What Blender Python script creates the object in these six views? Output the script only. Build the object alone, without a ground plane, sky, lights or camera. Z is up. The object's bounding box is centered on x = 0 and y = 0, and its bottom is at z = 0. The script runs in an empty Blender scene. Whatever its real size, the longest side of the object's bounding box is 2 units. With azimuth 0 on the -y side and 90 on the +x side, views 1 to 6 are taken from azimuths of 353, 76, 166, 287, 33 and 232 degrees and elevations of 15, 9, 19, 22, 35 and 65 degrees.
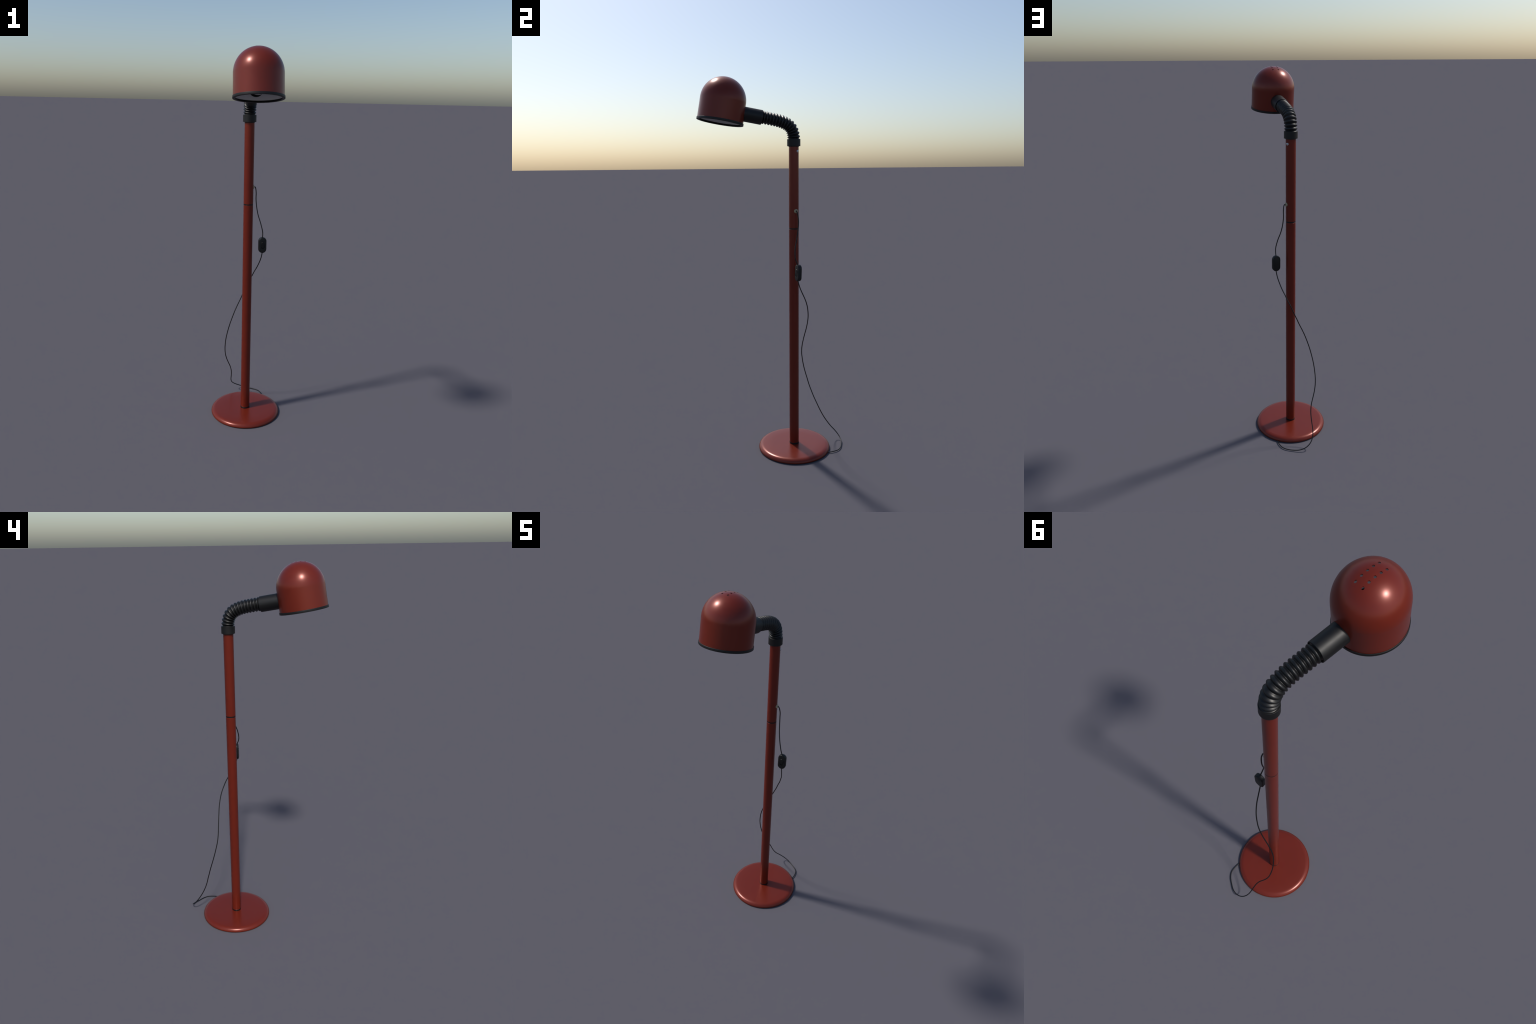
"""Red enamelled floor lamp: round base, pole, black gooseneck, domed shade,
hanging cord with in-line switch.  Metres, z up."""
import bpy, bmesh, math, random
from math import sin, cos, pi, radians, sqrt
from mathutils import Vector, Matrix

random.seed(7)

# ------------------------------------------------------------------ layout
POLE = Vector((0.0, 0.1104, 0.0))          # pole / base axis
POLE_R = 0.0258
TILT = radians(9.7)                        # lean of the shade and sleeve
SHADE_C = Vector((0.0, -0.2553, 1.8847))   # centre of the dome sphere
SHADE_R = 0.1153
AX_UP = Vector((0, sin(TILT), cos(TILT)))  # shade axis, upwards
AX_FWD = Vector((0, -cos(TILT), sin(TILT)))  # shade forward (away from the pole)
AX_SIDE = Vector((1, 0, 0))
ARM_DROP = -0.0460                         # sleeve axis below the dome centre

# ------------------------------------------------------------------ materials
def material(name, color, rough, metallic=0.0, spec=0.5, grain=0.0, grain_scale=400.0,
             rough_var=0.0, transmission=0.0, ior=1.5, tint=0.0):
    m = bpy.data.materials.new(name)
    m.use_nodes = True
    nt = m.node_tree
    b = nt.nodes["Principled BSDF"]
    b.inputs["Base Color"].default_value = (*color, 1)
    b.inputs["Roughness"].default_value = rough
    b.inputs["Metallic"].default_value = metallic
    b.inputs["Specular IOR Level"].default_value = spec
    b.inputs["Transmission Weight"].default_value = transmission
    b.inputs["IOR"].default_value = ior
    tc = nt.nodes.new("ShaderNodeTexCoord")
    if rough_var:
        n = nt.nodes.new("ShaderNodeTexNoise")
        n.inputs["Scale"].default_value = 22.0
        n.inputs["Detail"].default_value = 5.0
        nt.links.new(tc.outputs["Object"], n.inputs["Vector"])
        mr = nt.nodes.new("ShaderNodeMapRange")
        mr.inputs["From Min"].default_value = 0.3
        mr.inputs["From Max"].default_value = 0.7
        mr.inputs["To Min"].default_value = rough - rough_var
        mr.inputs["To Max"].default_value = rough + rough_var
        nt.links.new(n.outputs["Fac"], mr.inputs["Value"])
        nt.links.new(mr.outputs["Result"], b.inputs["Roughness"])
        if tint:
            mix = nt.nodes.new("ShaderNodeMix")
            mix.data_type = 'RGBA'
            mix.inputs["A"].default_value = (*[c * (1 - tint) for c in color], 1)
            mix.inputs["B"].default_value = (*[c * (1 + tint) for c in color], 1)
            nt.links.new(n.outputs["Fac"], mix.inputs["Factor"])
            nt.links.new(mix.outputs["Result"], b.inputs["Base Color"])
    if grain:
        g = nt.nodes.new("ShaderNodeTexNoise")
        g.inputs["Scale"].default_value = grain_scale
        g.inputs["Detail"].default_value = 2.0
        nt.links.new(tc.outputs["Object"], g.inputs["Vector"])
        bp = nt.nodes.new("ShaderNodeBump")
        bp.inputs["Strength"].default_value = grain
        bp.inputs["Distance"].default_value = 0.0004
        nt.links.new(g.outputs["Fac"], bp.inputs["Height"])
        nt.links.new(bp.outputs["Normal"], b.inputs["Normal"])
    return m

RED = material("red_enamel", (0.156, 0.0176, 0.0078), 0.29, metallic=0.25, spec=0.45, rough_var=0.012, tint=0.03)
BLACK = material("black_plastic", (0.0032, 0.0032, 0.0032), 0.50, spec=0.42, rough_var=0.02)
RUBBER = material("black_rubber", (0.0036, 0.0036, 0.0036), 0.42, spec=0.45, rough_var=0.02)
CORD = material("black_cord", (0.0035, 0.0035, 0.0035), 0.45, spec=0.35)
CREAM = material("cream_plastic", (0.36, 0.295, 0.19), 0.60, spec=0.3)
STEEL = material("zinc_steel", (0.52, 0.53, 0.54), 0.38, metallic=1.0)
WHITE = material("white_enamel_inside", (0.86, 0.855, 0.85), 0.50)
GLASS = material("opal_glass", (0.42, 0.42, 0.43), 0.15, transmission=0.25, ior=1.45)
BRASS = material("bulb_cap_metal", (0.40, 0.39, 0.36), 0.50, metallic=1.0)

# ------------------------------------------------------------------ helpers
ROOT = bpy.data.objects.new("floor_lamp", None)
ROOT.empty_display_size = 0.2
ROOT.location = POLE
bpy.context.collection.objects.link(ROOT)
ROOT["label"] = "red dome reading floor lamp with black gooseneck and cord"
ROOT["category"] = "floor lamp"


def add(name, bm_or_mesh, mats, parent=None, smooth=35.0, origin=None):
    """Turn a bmesh (world coordinates) into a named child object."""
    if isinstance(bm_or_mesh, bmesh.types.BMesh):
        me = bpy.data.meshes.new(name)
        bmesh.ops.recalc_face_normals(bm_or_mesh, faces=bm_or_mesh.faces[:])
        bm_or_mesh.to_mesh(me)
        bm_or_mesh.free()
    else:
        me = bm_or_mesh
    me.name = name
    if not me.materials:
        for m in (mats if isinstance(mats, (list, tuple)) else [mats]):
            me.materials.append(m)
    if smooth is not None:
        me.polygons.foreach_set("use_smooth", [True] * len(me.polygons))
        me.set_sharp_from_angle(angle=radians(smooth))
    if origin is None:
        xs = [v.co for v in me.vertices]
        origin = Vector([(min(c[i] for c in xs) + max(c[i] for c in xs)) / 2 for i in range(3)])
    me.transform(Matrix.Translation(-origin))
    ob = bpy.data.objects.new(name, me)
    bpy.context.collection.objects.link(ob)
    par = parent or ROOT
    ob.parent = par
    base = Vector(par.get("_world", POLE))
    ob.location = origin - base
    ob["_world"] = tuple(origin)
    return ob


def lathe(profile, centre, axis, seg=96, closed=True, bm=None, mat=None):
    """Surface of revolution of (radius, height) points about centre + axis."""
    bm = bm or bmesh.new()
    axis = axis.normalized()
    a = axis.orthogonal().normalized()
    if abs(axis.z) < 0.999 and abs(axis.x) < 0.5:
        a = AX_SIDE.copy()
        a = (a - axis * a.dot(axis)).normalized()
    b = axis.cross(a)
    rings = []
    for r, h in profile:
        if r < 1e-6:
            rings.append([bm.verts.new(centre + axis * h)])
        else:
            rings.append([bm.verts.new(centre + axis * h + (a * cos(2 * pi * k / seg) + b * sin(2 * pi * k / seg)) * r)
                          for k in range(seg)])
    pairs = list(zip(rings, rings[1:]))
    if closed and profile[0][0] > 1e-6 and profile[-1][0] > 1e-6:
        pairs.append((rings[-1], rings[0]))
    for i, (p, q) in enumerate(pairs):
        for k in range(seg):
            k2 = (k + 1) % seg
            if len(p) == 1 and len(q) == 1:
                continue
            if len(p) == 1:
                f = bm.faces.new((p[0], q[k], q[k2]))
            elif len(q) == 1:
                f = bm.faces.new((p[k], q[0], p[k2]))
            else:
                f = bm.faces.new((p[k], q[k], q[k2], p[k2]))
            if mat:
                f.material_index = mat(i)
    return bm


def arc(cr, ch, r, a0, a1, n=6):
    """Profile arc about (cr, ch): list of (radius, height)."""
    return [(cr + r * cos(radians(a0 + (a1 - a0) * i / n)), ch + r * sin(radians(a0 + (a1 - a0) * i / n)))
            for i in range(n + 1)]


def catmull(points, k):
    P = [points[0] * 2 - points[1]] + points + [points[-1] * 2 - points[-2]]
    out = []
    for i in range(1, len(P) - 2):
        a, b, c, d = P[i - 1:i + 3]
        for j in range(k):
            t = j / k
            out.append(0.5 * (2 * b + (c - a) * t + (2 * a - 5 * b + 4 * c - d) * t * t + (3 * b - a - 3 * c + d) * t ** 3))
    out.append(points[-1].copy())
    return out


def sweep(path, radii, seg, bm=None):
    """Round tube along a path with one radius per point (parallel transport)."""
    bm = bm or bmesh.new()
    n = len(path)
    tang = [(path[min(i + 1, n - 1)] - path[max(i - 1, 0)]).normalized() for i in range(n)]
    u = tang[0].orthogonal().normalized()
    rings = []
    for p, t, r in zip(path, tang, radii):
        u = (u - t * u.dot(t)).normalized()
        w = t.cross(u)
        rings.append([bm.verts.new(p + (u * cos(2 * pi * k / seg) + w * sin(2 * pi * k / seg)) * r) for k in range(seg)])
    for p, q in zip(rings, rings[1:]):
        for k in range(seg):
            bm.faces.new((p[k], p[(k + 1) % seg], q[(k + 1) % seg], q[k]))
    bm.faces.new(rings[0])
    bm.faces.new(rings[-1][::-1])
    return bm


def boolean(me, cutter_bm, name):
    """me minus cutter, both in world coordinates; returns the new mesh."""
    cme = bpy.data.meshes.new("cutter")
    bmesh.ops.recalc_face_normals(cutter_bm, faces=cutter_bm.faces[:])
    cutter_bm.to_mesh(cme)
    cutter_bm.free()
    a = bpy.data.objects.new("boolean_body", me)
    c = bpy.data.objects.new("boolean_cutter", cme)
    for o in (a, c):
        bpy.context.collection.objects.link(o)
    md = a.modifiers.new("cut", 'BOOLEAN')
    md.operation = 'DIFFERENCE'
    md.solver = 'EXACT'
    md.object = c
    dg = bpy.context.evaluated_depsgraph_get()
    out = bpy.data.meshes.new_from_object(a.evaluated_get(dg))
    for o in (a, c):
        bpy.data.objects.remove(o)
    out.name = name
    return out


def shade_point(x, fwd, up):
    return SHADE_C + AX_SIDE * x + AX_FWD * fwd + AX_UP * up

Z = Vector((0, 0, 1))

# ------------------------------------------------------------------ base
BASE_R = 0.1970
prof = [(0.0, 0.0003), (0.1952, 0.0003), (0.1963, 0.0010), (0.1968, 0.0024)]
# full bullnose flowing into the flat top
prof += [(BASE_R, 0.0045), (0.1966, 0.0076), (0.1952, 0.0114), (0.1927, 0.0151), (0.1891, 0.0184),
         (0.1848, 0.0210), (0.1800, 0.0228), (0.1752, 0.0238), (0.1705, 0.0244), (0.120, 0.0245), (0.0, 0.0245)]
base = add("base", lathe(prof, POLE, Z, seg=192), RED, smooth=40)
add("dark_underside_disc", lathe([(0.0, 0.0), (0.1770, 0.0), (0.1780, 0.0004), (0.1780, 0.0030), (0.0, 0.0030)], POLE, Z, seg=128),
    RUBBER, base)

# ------------------------------------------------------------------ pole
SEAM_Z = 1.2328
def tube_profile(z0, z1, r, bev=0.0008, wall=0.004):
    return [(r - wall, z0), (r - bev, z0), (r, z0 + bev), (r, z1 - bev), (r - bev, z1), (r - wall, z1)]
pole = add("pole", lathe(tube_profile(0.0325, SEAM_Z - 0.0031, POLE_R), POLE, Z), RED)
add("pole_tube", lathe(tube_profile(SEAM_Z + 0.0031, 1.6640, POLE_R), POLE, Z), RED, pole)
add("joint_ring", lathe([(0.020, SEAM_Z - 0.006), (POLE_R - 0.0007, SEAM_Z - 0.006), (POLE_R - 0.0004, SEAM_Z - 0.0015),
                         (POLE_R - 0.0004, SEAM_Z + 0.0015), (POLE_R - 0.0007, SEAM_Z + 0.006), (0.020, SEAM_Z + 0.006)],
                        POLE, Z), CORD, pole)
add("foot_ring", lathe([(0.020, 0.0238), (0.0264, 0.0238), (0.0264, 0.0325), (0.0260, 0.0330), (0.020, 0.0330)], POLE, Z), RUBBER, pole)

# grommet where the cord leaves the pole
ga = radians(10)
gdir = Vector((cos(ga), sin(ga), 0))
gpos = POLE + Z * 1.3262 + gdir * POLE_R
add("cord_grommet", lathe([(0.0030, -0.005), (0.0106, -0.005), (0.0107, 0.0012), (0.0102, 0.0026), (0.0085, 0.0042),
                           (0.0062, 0.0056), (0.0045, 0.0060), (0.0034, 0.0056), (0.0030, 0.0045)], gpos, gdir, seg=40),
    CREAM, pole)

# slotted pan-head screw under the collar
sa = radians(34)
sdir = Vector((cos(sa), sin(sa), 0))
spos = POLE + Z * 1.6352 + sdir * (POLE_R - 0.0004)
bm = lathe([(0.0, -0.003), (0.0070, -0.003), (0.0072, 0.0006), (0.0068, 0.0018), (0.0055, 0.0029), (0.0034, 0.0036),
            (0.0016, 0.0039), (0.0, 0.0040)], spos, sdir, seg=32)
me = bpy.data.meshes.new("screw")
bmesh.ops.recalc_face_normals(bm, faces=bm.faces[:])
bm.to_mesh(me); bm.free()
cut = bmesh.new()
bmesh.ops.create_cube(cut, size=1.0)
slot = Matrix.Translation(spos + sdir * 0.0045) @ sdir.to_track_quat('Z', 'Y').to_matrix().to_4x4() @ \
    Matrix.Rotation(radians(40), 4, 'Z') @ Matrix.Diagonal((0.02, 0.0018, 0.0046, 1))
bmesh.ops.transform(cut, matrix=slot, verts=cut.verts[:])
add("screw", boolean(me, cut, "screw"), STEEL, pole)

# ------------------------------------------------------------------ gooseneck
HOSE_OUT, HOSE_IN = 0.0331, 0.0262
# centres of the fourteen ridges, (y, z), from the sleeve mouth down to the collar
RIDGES = [(-0.0503, 1.8047), (-0.0350, 1.8021), (-0.0188, 1.7992), (-0.0026, 1.7962), (0.0132, 1.7932),
          (0.0288, 1.7896), (0.0443, 1.7852), (0.0591, 1.7796), (0.0730, 1.7726), (0.0855, 1.7636),
          (0.0958, 1.7519), (0.1030, 1.7382), (0.1074, 1.7238), (0.1097, 1.7088)]
ctrl = [Vector((0, y, z)) for y, z in RIDGES]
ctrl = [ctrl[0] * 2 - ctrl[1]] + ctrl + [Vector((0, POLE.y, 1.6935))]
ctrl = [ctrl[0] * 2 - ctrl[1]] + ctrl
K = 20
path = catmull(ctrl, K)
radii = []
for i in range(len(path)):
    t = i / K                                  # integer t = crest of a ridge
    w = (sqrt(cos(pi * t) ** 2 + 0.03) - sqrt(0.03)) / (sqrt(1.03) - sqrt(0.03))   # round crest, tight valley
    radii.append(HOSE_IN + (HOSE_OUT - HOSE_IN) * w)
neck = add("gooseneck", sweep(path, radii, 72), RUBBER, smooth=80)

add("collar", lathe([(0.018, 1.6580), (0.0268, 1.6580), (0.0272, 1.6584), (0.0272, 1.6618), (0.0339, 1.6618), (0.0346, 1.6625),
                     (0.0346, 1.6969), (0.0339, 1.6976), (0.0285, 1.6978), (0.0280, 1.7006), (0.0272, 1.7012), (0.018, 1.7012)],
                    POLE, Z, seg=96), BLACK, neck)

# rigid sleeve between the hose and the shade
SL_R = 0.0372
sleeve_c = shade_point(0, 0, ARM_DROP)
back = -AX_FWD                                   # towards the pole
sleeve_prof = [(0.0335, 0.1085), (SL_R - 0.0005, 0.1085), (SL_R, 0.109), (SL_R, 0.2048)]
sleeve_prof += arc(SL_R - 0.0020, 0.2050, 0.0020, 0, 90, 4)
sleeve_prof += [(0.0345, 0.2066), (0.0338, 0.2055), (0.0338, 0.195), (0.0, 0.195), (0.0, 0.120), (0.0335, 0.120)]
bm = lathe(sleeve_prof, sleeve_c, back, seg=96)
sleeve = add("sleeve", bm, BLACK, neck)

# ------------------------------------------------------------------ lampshade
WALL = 0.0030
RIM_LOW = -0.1095
N = 40
outer = [(SHADE_R * sin(pi / 2 * i / N), SHADE_R * cos(pi / 2 * i / N)) for i in range(N + 1)]
outer += [(SHADE_R, -0.035), (SHADE_R + 0.0004, -0.070), (SHADE_R + 0.0008, -0.1040)]
inner_r = SHADE_R - WALL
inner = [(inner_r + 0.0008, -0.1040), (inner_r + 0.0004, -0.070), (inner_r, -0.035)]
inner += [(inner_r * sin(pi / 2 * i / N), inner_r * cos(pi / 2 * i / N)) for i in range(N, -1, -1)]
outer[0] = (0.0, SHADE_R)
inner[-1] = (0.0, inner_r)
shell = lathe(outer + inner, SHADE_C, AX_UP, seg=144, mat=lambda i: 0 if i < len(outer) else 1)
me = bpy.data.meshes.new("lampshade")
bmesh.ops.recalc_face_normals(shell, faces=shell.faces[:])
shell.to_mesh(me); shell.free()
me.materials.append(RED); me.materials.append(WHITE)
# ten cooling holes, two rows of five, and the round opening for the sleeve
cut = bmesh.new()
for row in (-1, 1):
    for k in range(5):
        p = shade_point(row * 0.0148, -0.0011 + (k - 2) * 0.0209, 0)
        lathe([(0.0, 0.09), (0.0043, 0.09), (0.0043, 0.13), (0.0, 0.13)], p, AX_UP, seg=24, bm=cut)
lathe([(0.0, 0.085), (SL_R - 0.0008, 0.085), (SL_R - 0.0008, 0.14), (0.0, 0.14)], sleeve_c, back, seg=64, bm=cut)
me = boolean(me, cut, "lampshade")
shade = add("lampshade", me, [RED, WHITE], smooth=None, origin=SHADE_C.copy())
# exact normals on the curved skins, flat ones inside the holes
me = shade.data
me.polygons.foreach_set("use_smooth", [True] * len(me.polygons))
loop_n = [Vector((0, 0, 1))] * len(me.loops)
for p in me.polygons:
    for li in p.loop_indices:
        co = me.vertices[me.loops[li].vertex_index].co
        h = co.dot(AX_UP)
        n = (co if h > 0 else co - AX_UP * h).normalized()
        d = p.normal.dot(n)
        loop_n[li] = n if d > 0.9 else (-n if d < -0.9 else p.normal.copy())
me.normals_split_custom_set(loop_n)

rim_prof = [(0.1055, RIM_LOW + 0.0012), (0.1067, RIM_LOW)]
rim_prof += arc(0.1173, RIM_LOW + 0.0012, 0.0012, -90, 0, 4)
rim_prof += arc(0.1175, RIM_LOW + 0.0102, 0.0010, 0, 80, 4)
rim_prof += [(0.1150, RIM_LOW + 0.0114), (0.1120, RIM_LOW + 0.0100), (0.1112, RIM_LOW + 0.0045), (0.1060, RIM_LOW + 0.0035)]
add("rim_seal", lathe(rim_prof, SHADE_C, AX_UP, seg=144), BLACK, shade)

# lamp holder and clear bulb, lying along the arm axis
bulb_parent = shade
add("lamp_holder", lathe([(0.0, 0.1195), (0.0205, 0.1195), (0.0210, 0.1185), (0.0210, 0.104), (0.0195, 0.102), (0.0150, 0.102),
                          (0.0150, 0.108), (0.0, 0.108)], sleeve_c, back, seg=48), BLACK, bulb_parent)
add("bulb_cap", lathe([(0.0, 0.1075), (0.0125, 0.1075), (0.0128, 0.104), (0.0122, 0.101), (0.0128, 0.098), (0.0122, 0.095),
                       (0.0128, 0.092), (0.0128, 0.088), (0.0, 0.088)], sleeve_c, back, seg=40), BRASS, bulb_parent)
gl = [(0.0, 0.0900), (0.0118, 0.0900), (0.0124, 0.083), (0.0165, 0.0740), (0.0235, 0.0650)]
gl += [(0.0430 * cos(radians(a)), 0.027 + 0.0430 * sin(radians(a))) for a in range(45, -91, -9)]
gl[-1] = (0.0, gl[-1][1])
add("bulb", lathe(gl, sleeve_c, back, seg=48), GLASS, bulb_parent, smooth=60)

# ------------------------------------------------------------------ cord
CORD_R = 0.0027
UPPER = [(0.0180, 0.1125, 1.3270), (0.0300, 0.1143, 1.3272), (0.0381, 0.1168, 1.3206), (0.0423, 0.1218, 1.2930),
         (0.0424, 0.1230, 1.2578), (0.0461, 0.1183, 1.2177), (0.0536, 0.1087, 1.1758), (0.0674, 0.0972, 1.1307),
         (0.0789, 0.0952, 1.0828), (0.0802, 0.1100, 1.0420), (0.0805, 0.1110, 1.0150)]
LOWER = [(0.0812, 0.1060, 1.0050), (0.0803, 0.1092, 0.9650), (0.0760, 0.1190, 0.9319), (0.0680, 0.1334, 0.9007),
         (0.0581, 0.1496, 0.8703), (0.0453, 0.1644, 0.8405), (0.0326, 0.1758, 0.8091), (0.0175, 0.1843, 0.7774),
         (0.0038, 0.1892, 0.7430), (-0.0119, 0.1904, 0.7077), (-0.0277, 0.1886, 0.6711), (-0.0453, 0.1852, 0.6341),
         (-0.0618, 0.1819, 0.5961), (-0.0764, 0.1797, 0.5567), (-0.0893, 0.1814, 0.5169), (-0.0993, 0.1883, 0.4761),
         (-0.1071, 0.1974, 0.4351), (-0.1117, 0.2084, 0.3944), (-0.1132, 0.2205, 0.3543), (-0.1108, 0.2316, 0.3152),
         (-0.1029, 0.2434, 0.2783), (-0.0909, 0.2551, 0.2434), (-0.0785, 0.2679, 0.2105), (-0.0710, 0.2816, 0.1780),
         (-0.0684, 0.2970, 0.1464), (-0.0684, 0.3140, 0.1165), (-0.0680, 0.3324, 0.0886), (-0.0628, 0.3500, 0.0645),
         (-0.0514, 0.3668, 0.0460), (-0.0340, 0.3790, 0.0305), (-0.0100, 0.3855, 0.0175), (0.0200, 0.3833, 0.0081),
         (0.0516, 0.3713, 0.0034), (0.0823, 0.3553, 0.0026), (0.1050, 0.3335, 0.0026), (0.1154, 0.3047, 0.0030),
         (0.1188, 0.2740, 0.0030), (0.1140, 0.2480, 0.0035)]
cord = bmesh.new()
for pts in (UPPER, LOWER):
    pp = catmull([Vector(p) for p in pts], 10)
    sweep(pp, [CORD_R] * len(pp), 12, bm=cord)
add("power_cord", cord, CORD, smooth=60)

# ------------------------------------------------------------------ in-line switch
SW_C = Vector((0.0806, 0.1102, 1.0075))
long_ax = Vector((0.0, 0.035, 1.0)).normalized()
front = Vector((0.19, -0.98, 0.0))
front = (front - long_ax * front.dot(long_ax)).normalized()
side = long_ax.cross(front)                 # right-handed frame
SW = Matrix.Translation(SW_C) @ Matrix((side, long_ax, front)).transposed().to_4x4()


def pill(width, length, levels, seg=16):
    """Stack of stadium outlines: levels = (inset, depth)."""
    bm = bmesh.new()
    rings = []
    for inset, z in levels:
        r = width / 2 - inset
        s = length / 2 - width / 2
        ring = []
        for end, a0 in ((1, 0.0), (-1, pi)):
            for i in range(seg + 1):
                a = a0 + pi * i / seg
                ring.append(bm.verts.new((r * cos(a), end * s + r * sin(a), z)))
        rings.append(ring)
    for p, q in zip(rings, rings[1:]):
        for k in range(len(p)):
            k2 = (k + 1) % len(p)
            bm.faces.new((p[k], p[k2], q[k2], q[k]))
    bm.faces.new(rings[0][::-1])
    bm.faces.new(rings[-1])
    return bm

T = 0.0103
body = pill(0.0435, 0.0875, [(0.0030, -T), (0.0013, -T + 0.0008), (0.0004, -T + 0.0024), (0.0, -T + 0.0045), (0.0, T - 0.0052),
                             (0.0005, T - 0.0030), (0.0016, T - 0.0012), (0.0036, T - 0.0002), (0.0050, T)])
bmesh.ops.transform(body, matrix=SW, verts=body.verts[:])
me = bpy.data.meshes.new("switch")
bmesh.ops.recalc_face_normals(body, faces=body.faces[:])
body.to_mesh(me); body.free()
cut = pill(0.0205, 0.0390, [(0.0, T - 0.0045), (0.0, T + 0.01)])
bmesh.ops.transform(cut, matrix=SW, verts=cut.verts[:])
switch = add("switch", boolean(me, cut, "switch"), BLACK, smooth=30)
button = pill(0.0186, 0.0371, [(0.0, -0.0080), (0.0, -0.0010), (0.0006, 0.0002), (0.0016, 0.0008)])
bmesh.ops.transform(button, matrix=SW @ Matrix.Translation((0, 0, T + 0.0001)) @ Matrix.Rotation(radians(7), 4, 'X'), verts=button.verts[:])
add("rocker_button", button, BLACK, switch, smooth=30)

for ob in bpy.data.objects:
    if "_world" in ob:
        del ob["_world"]
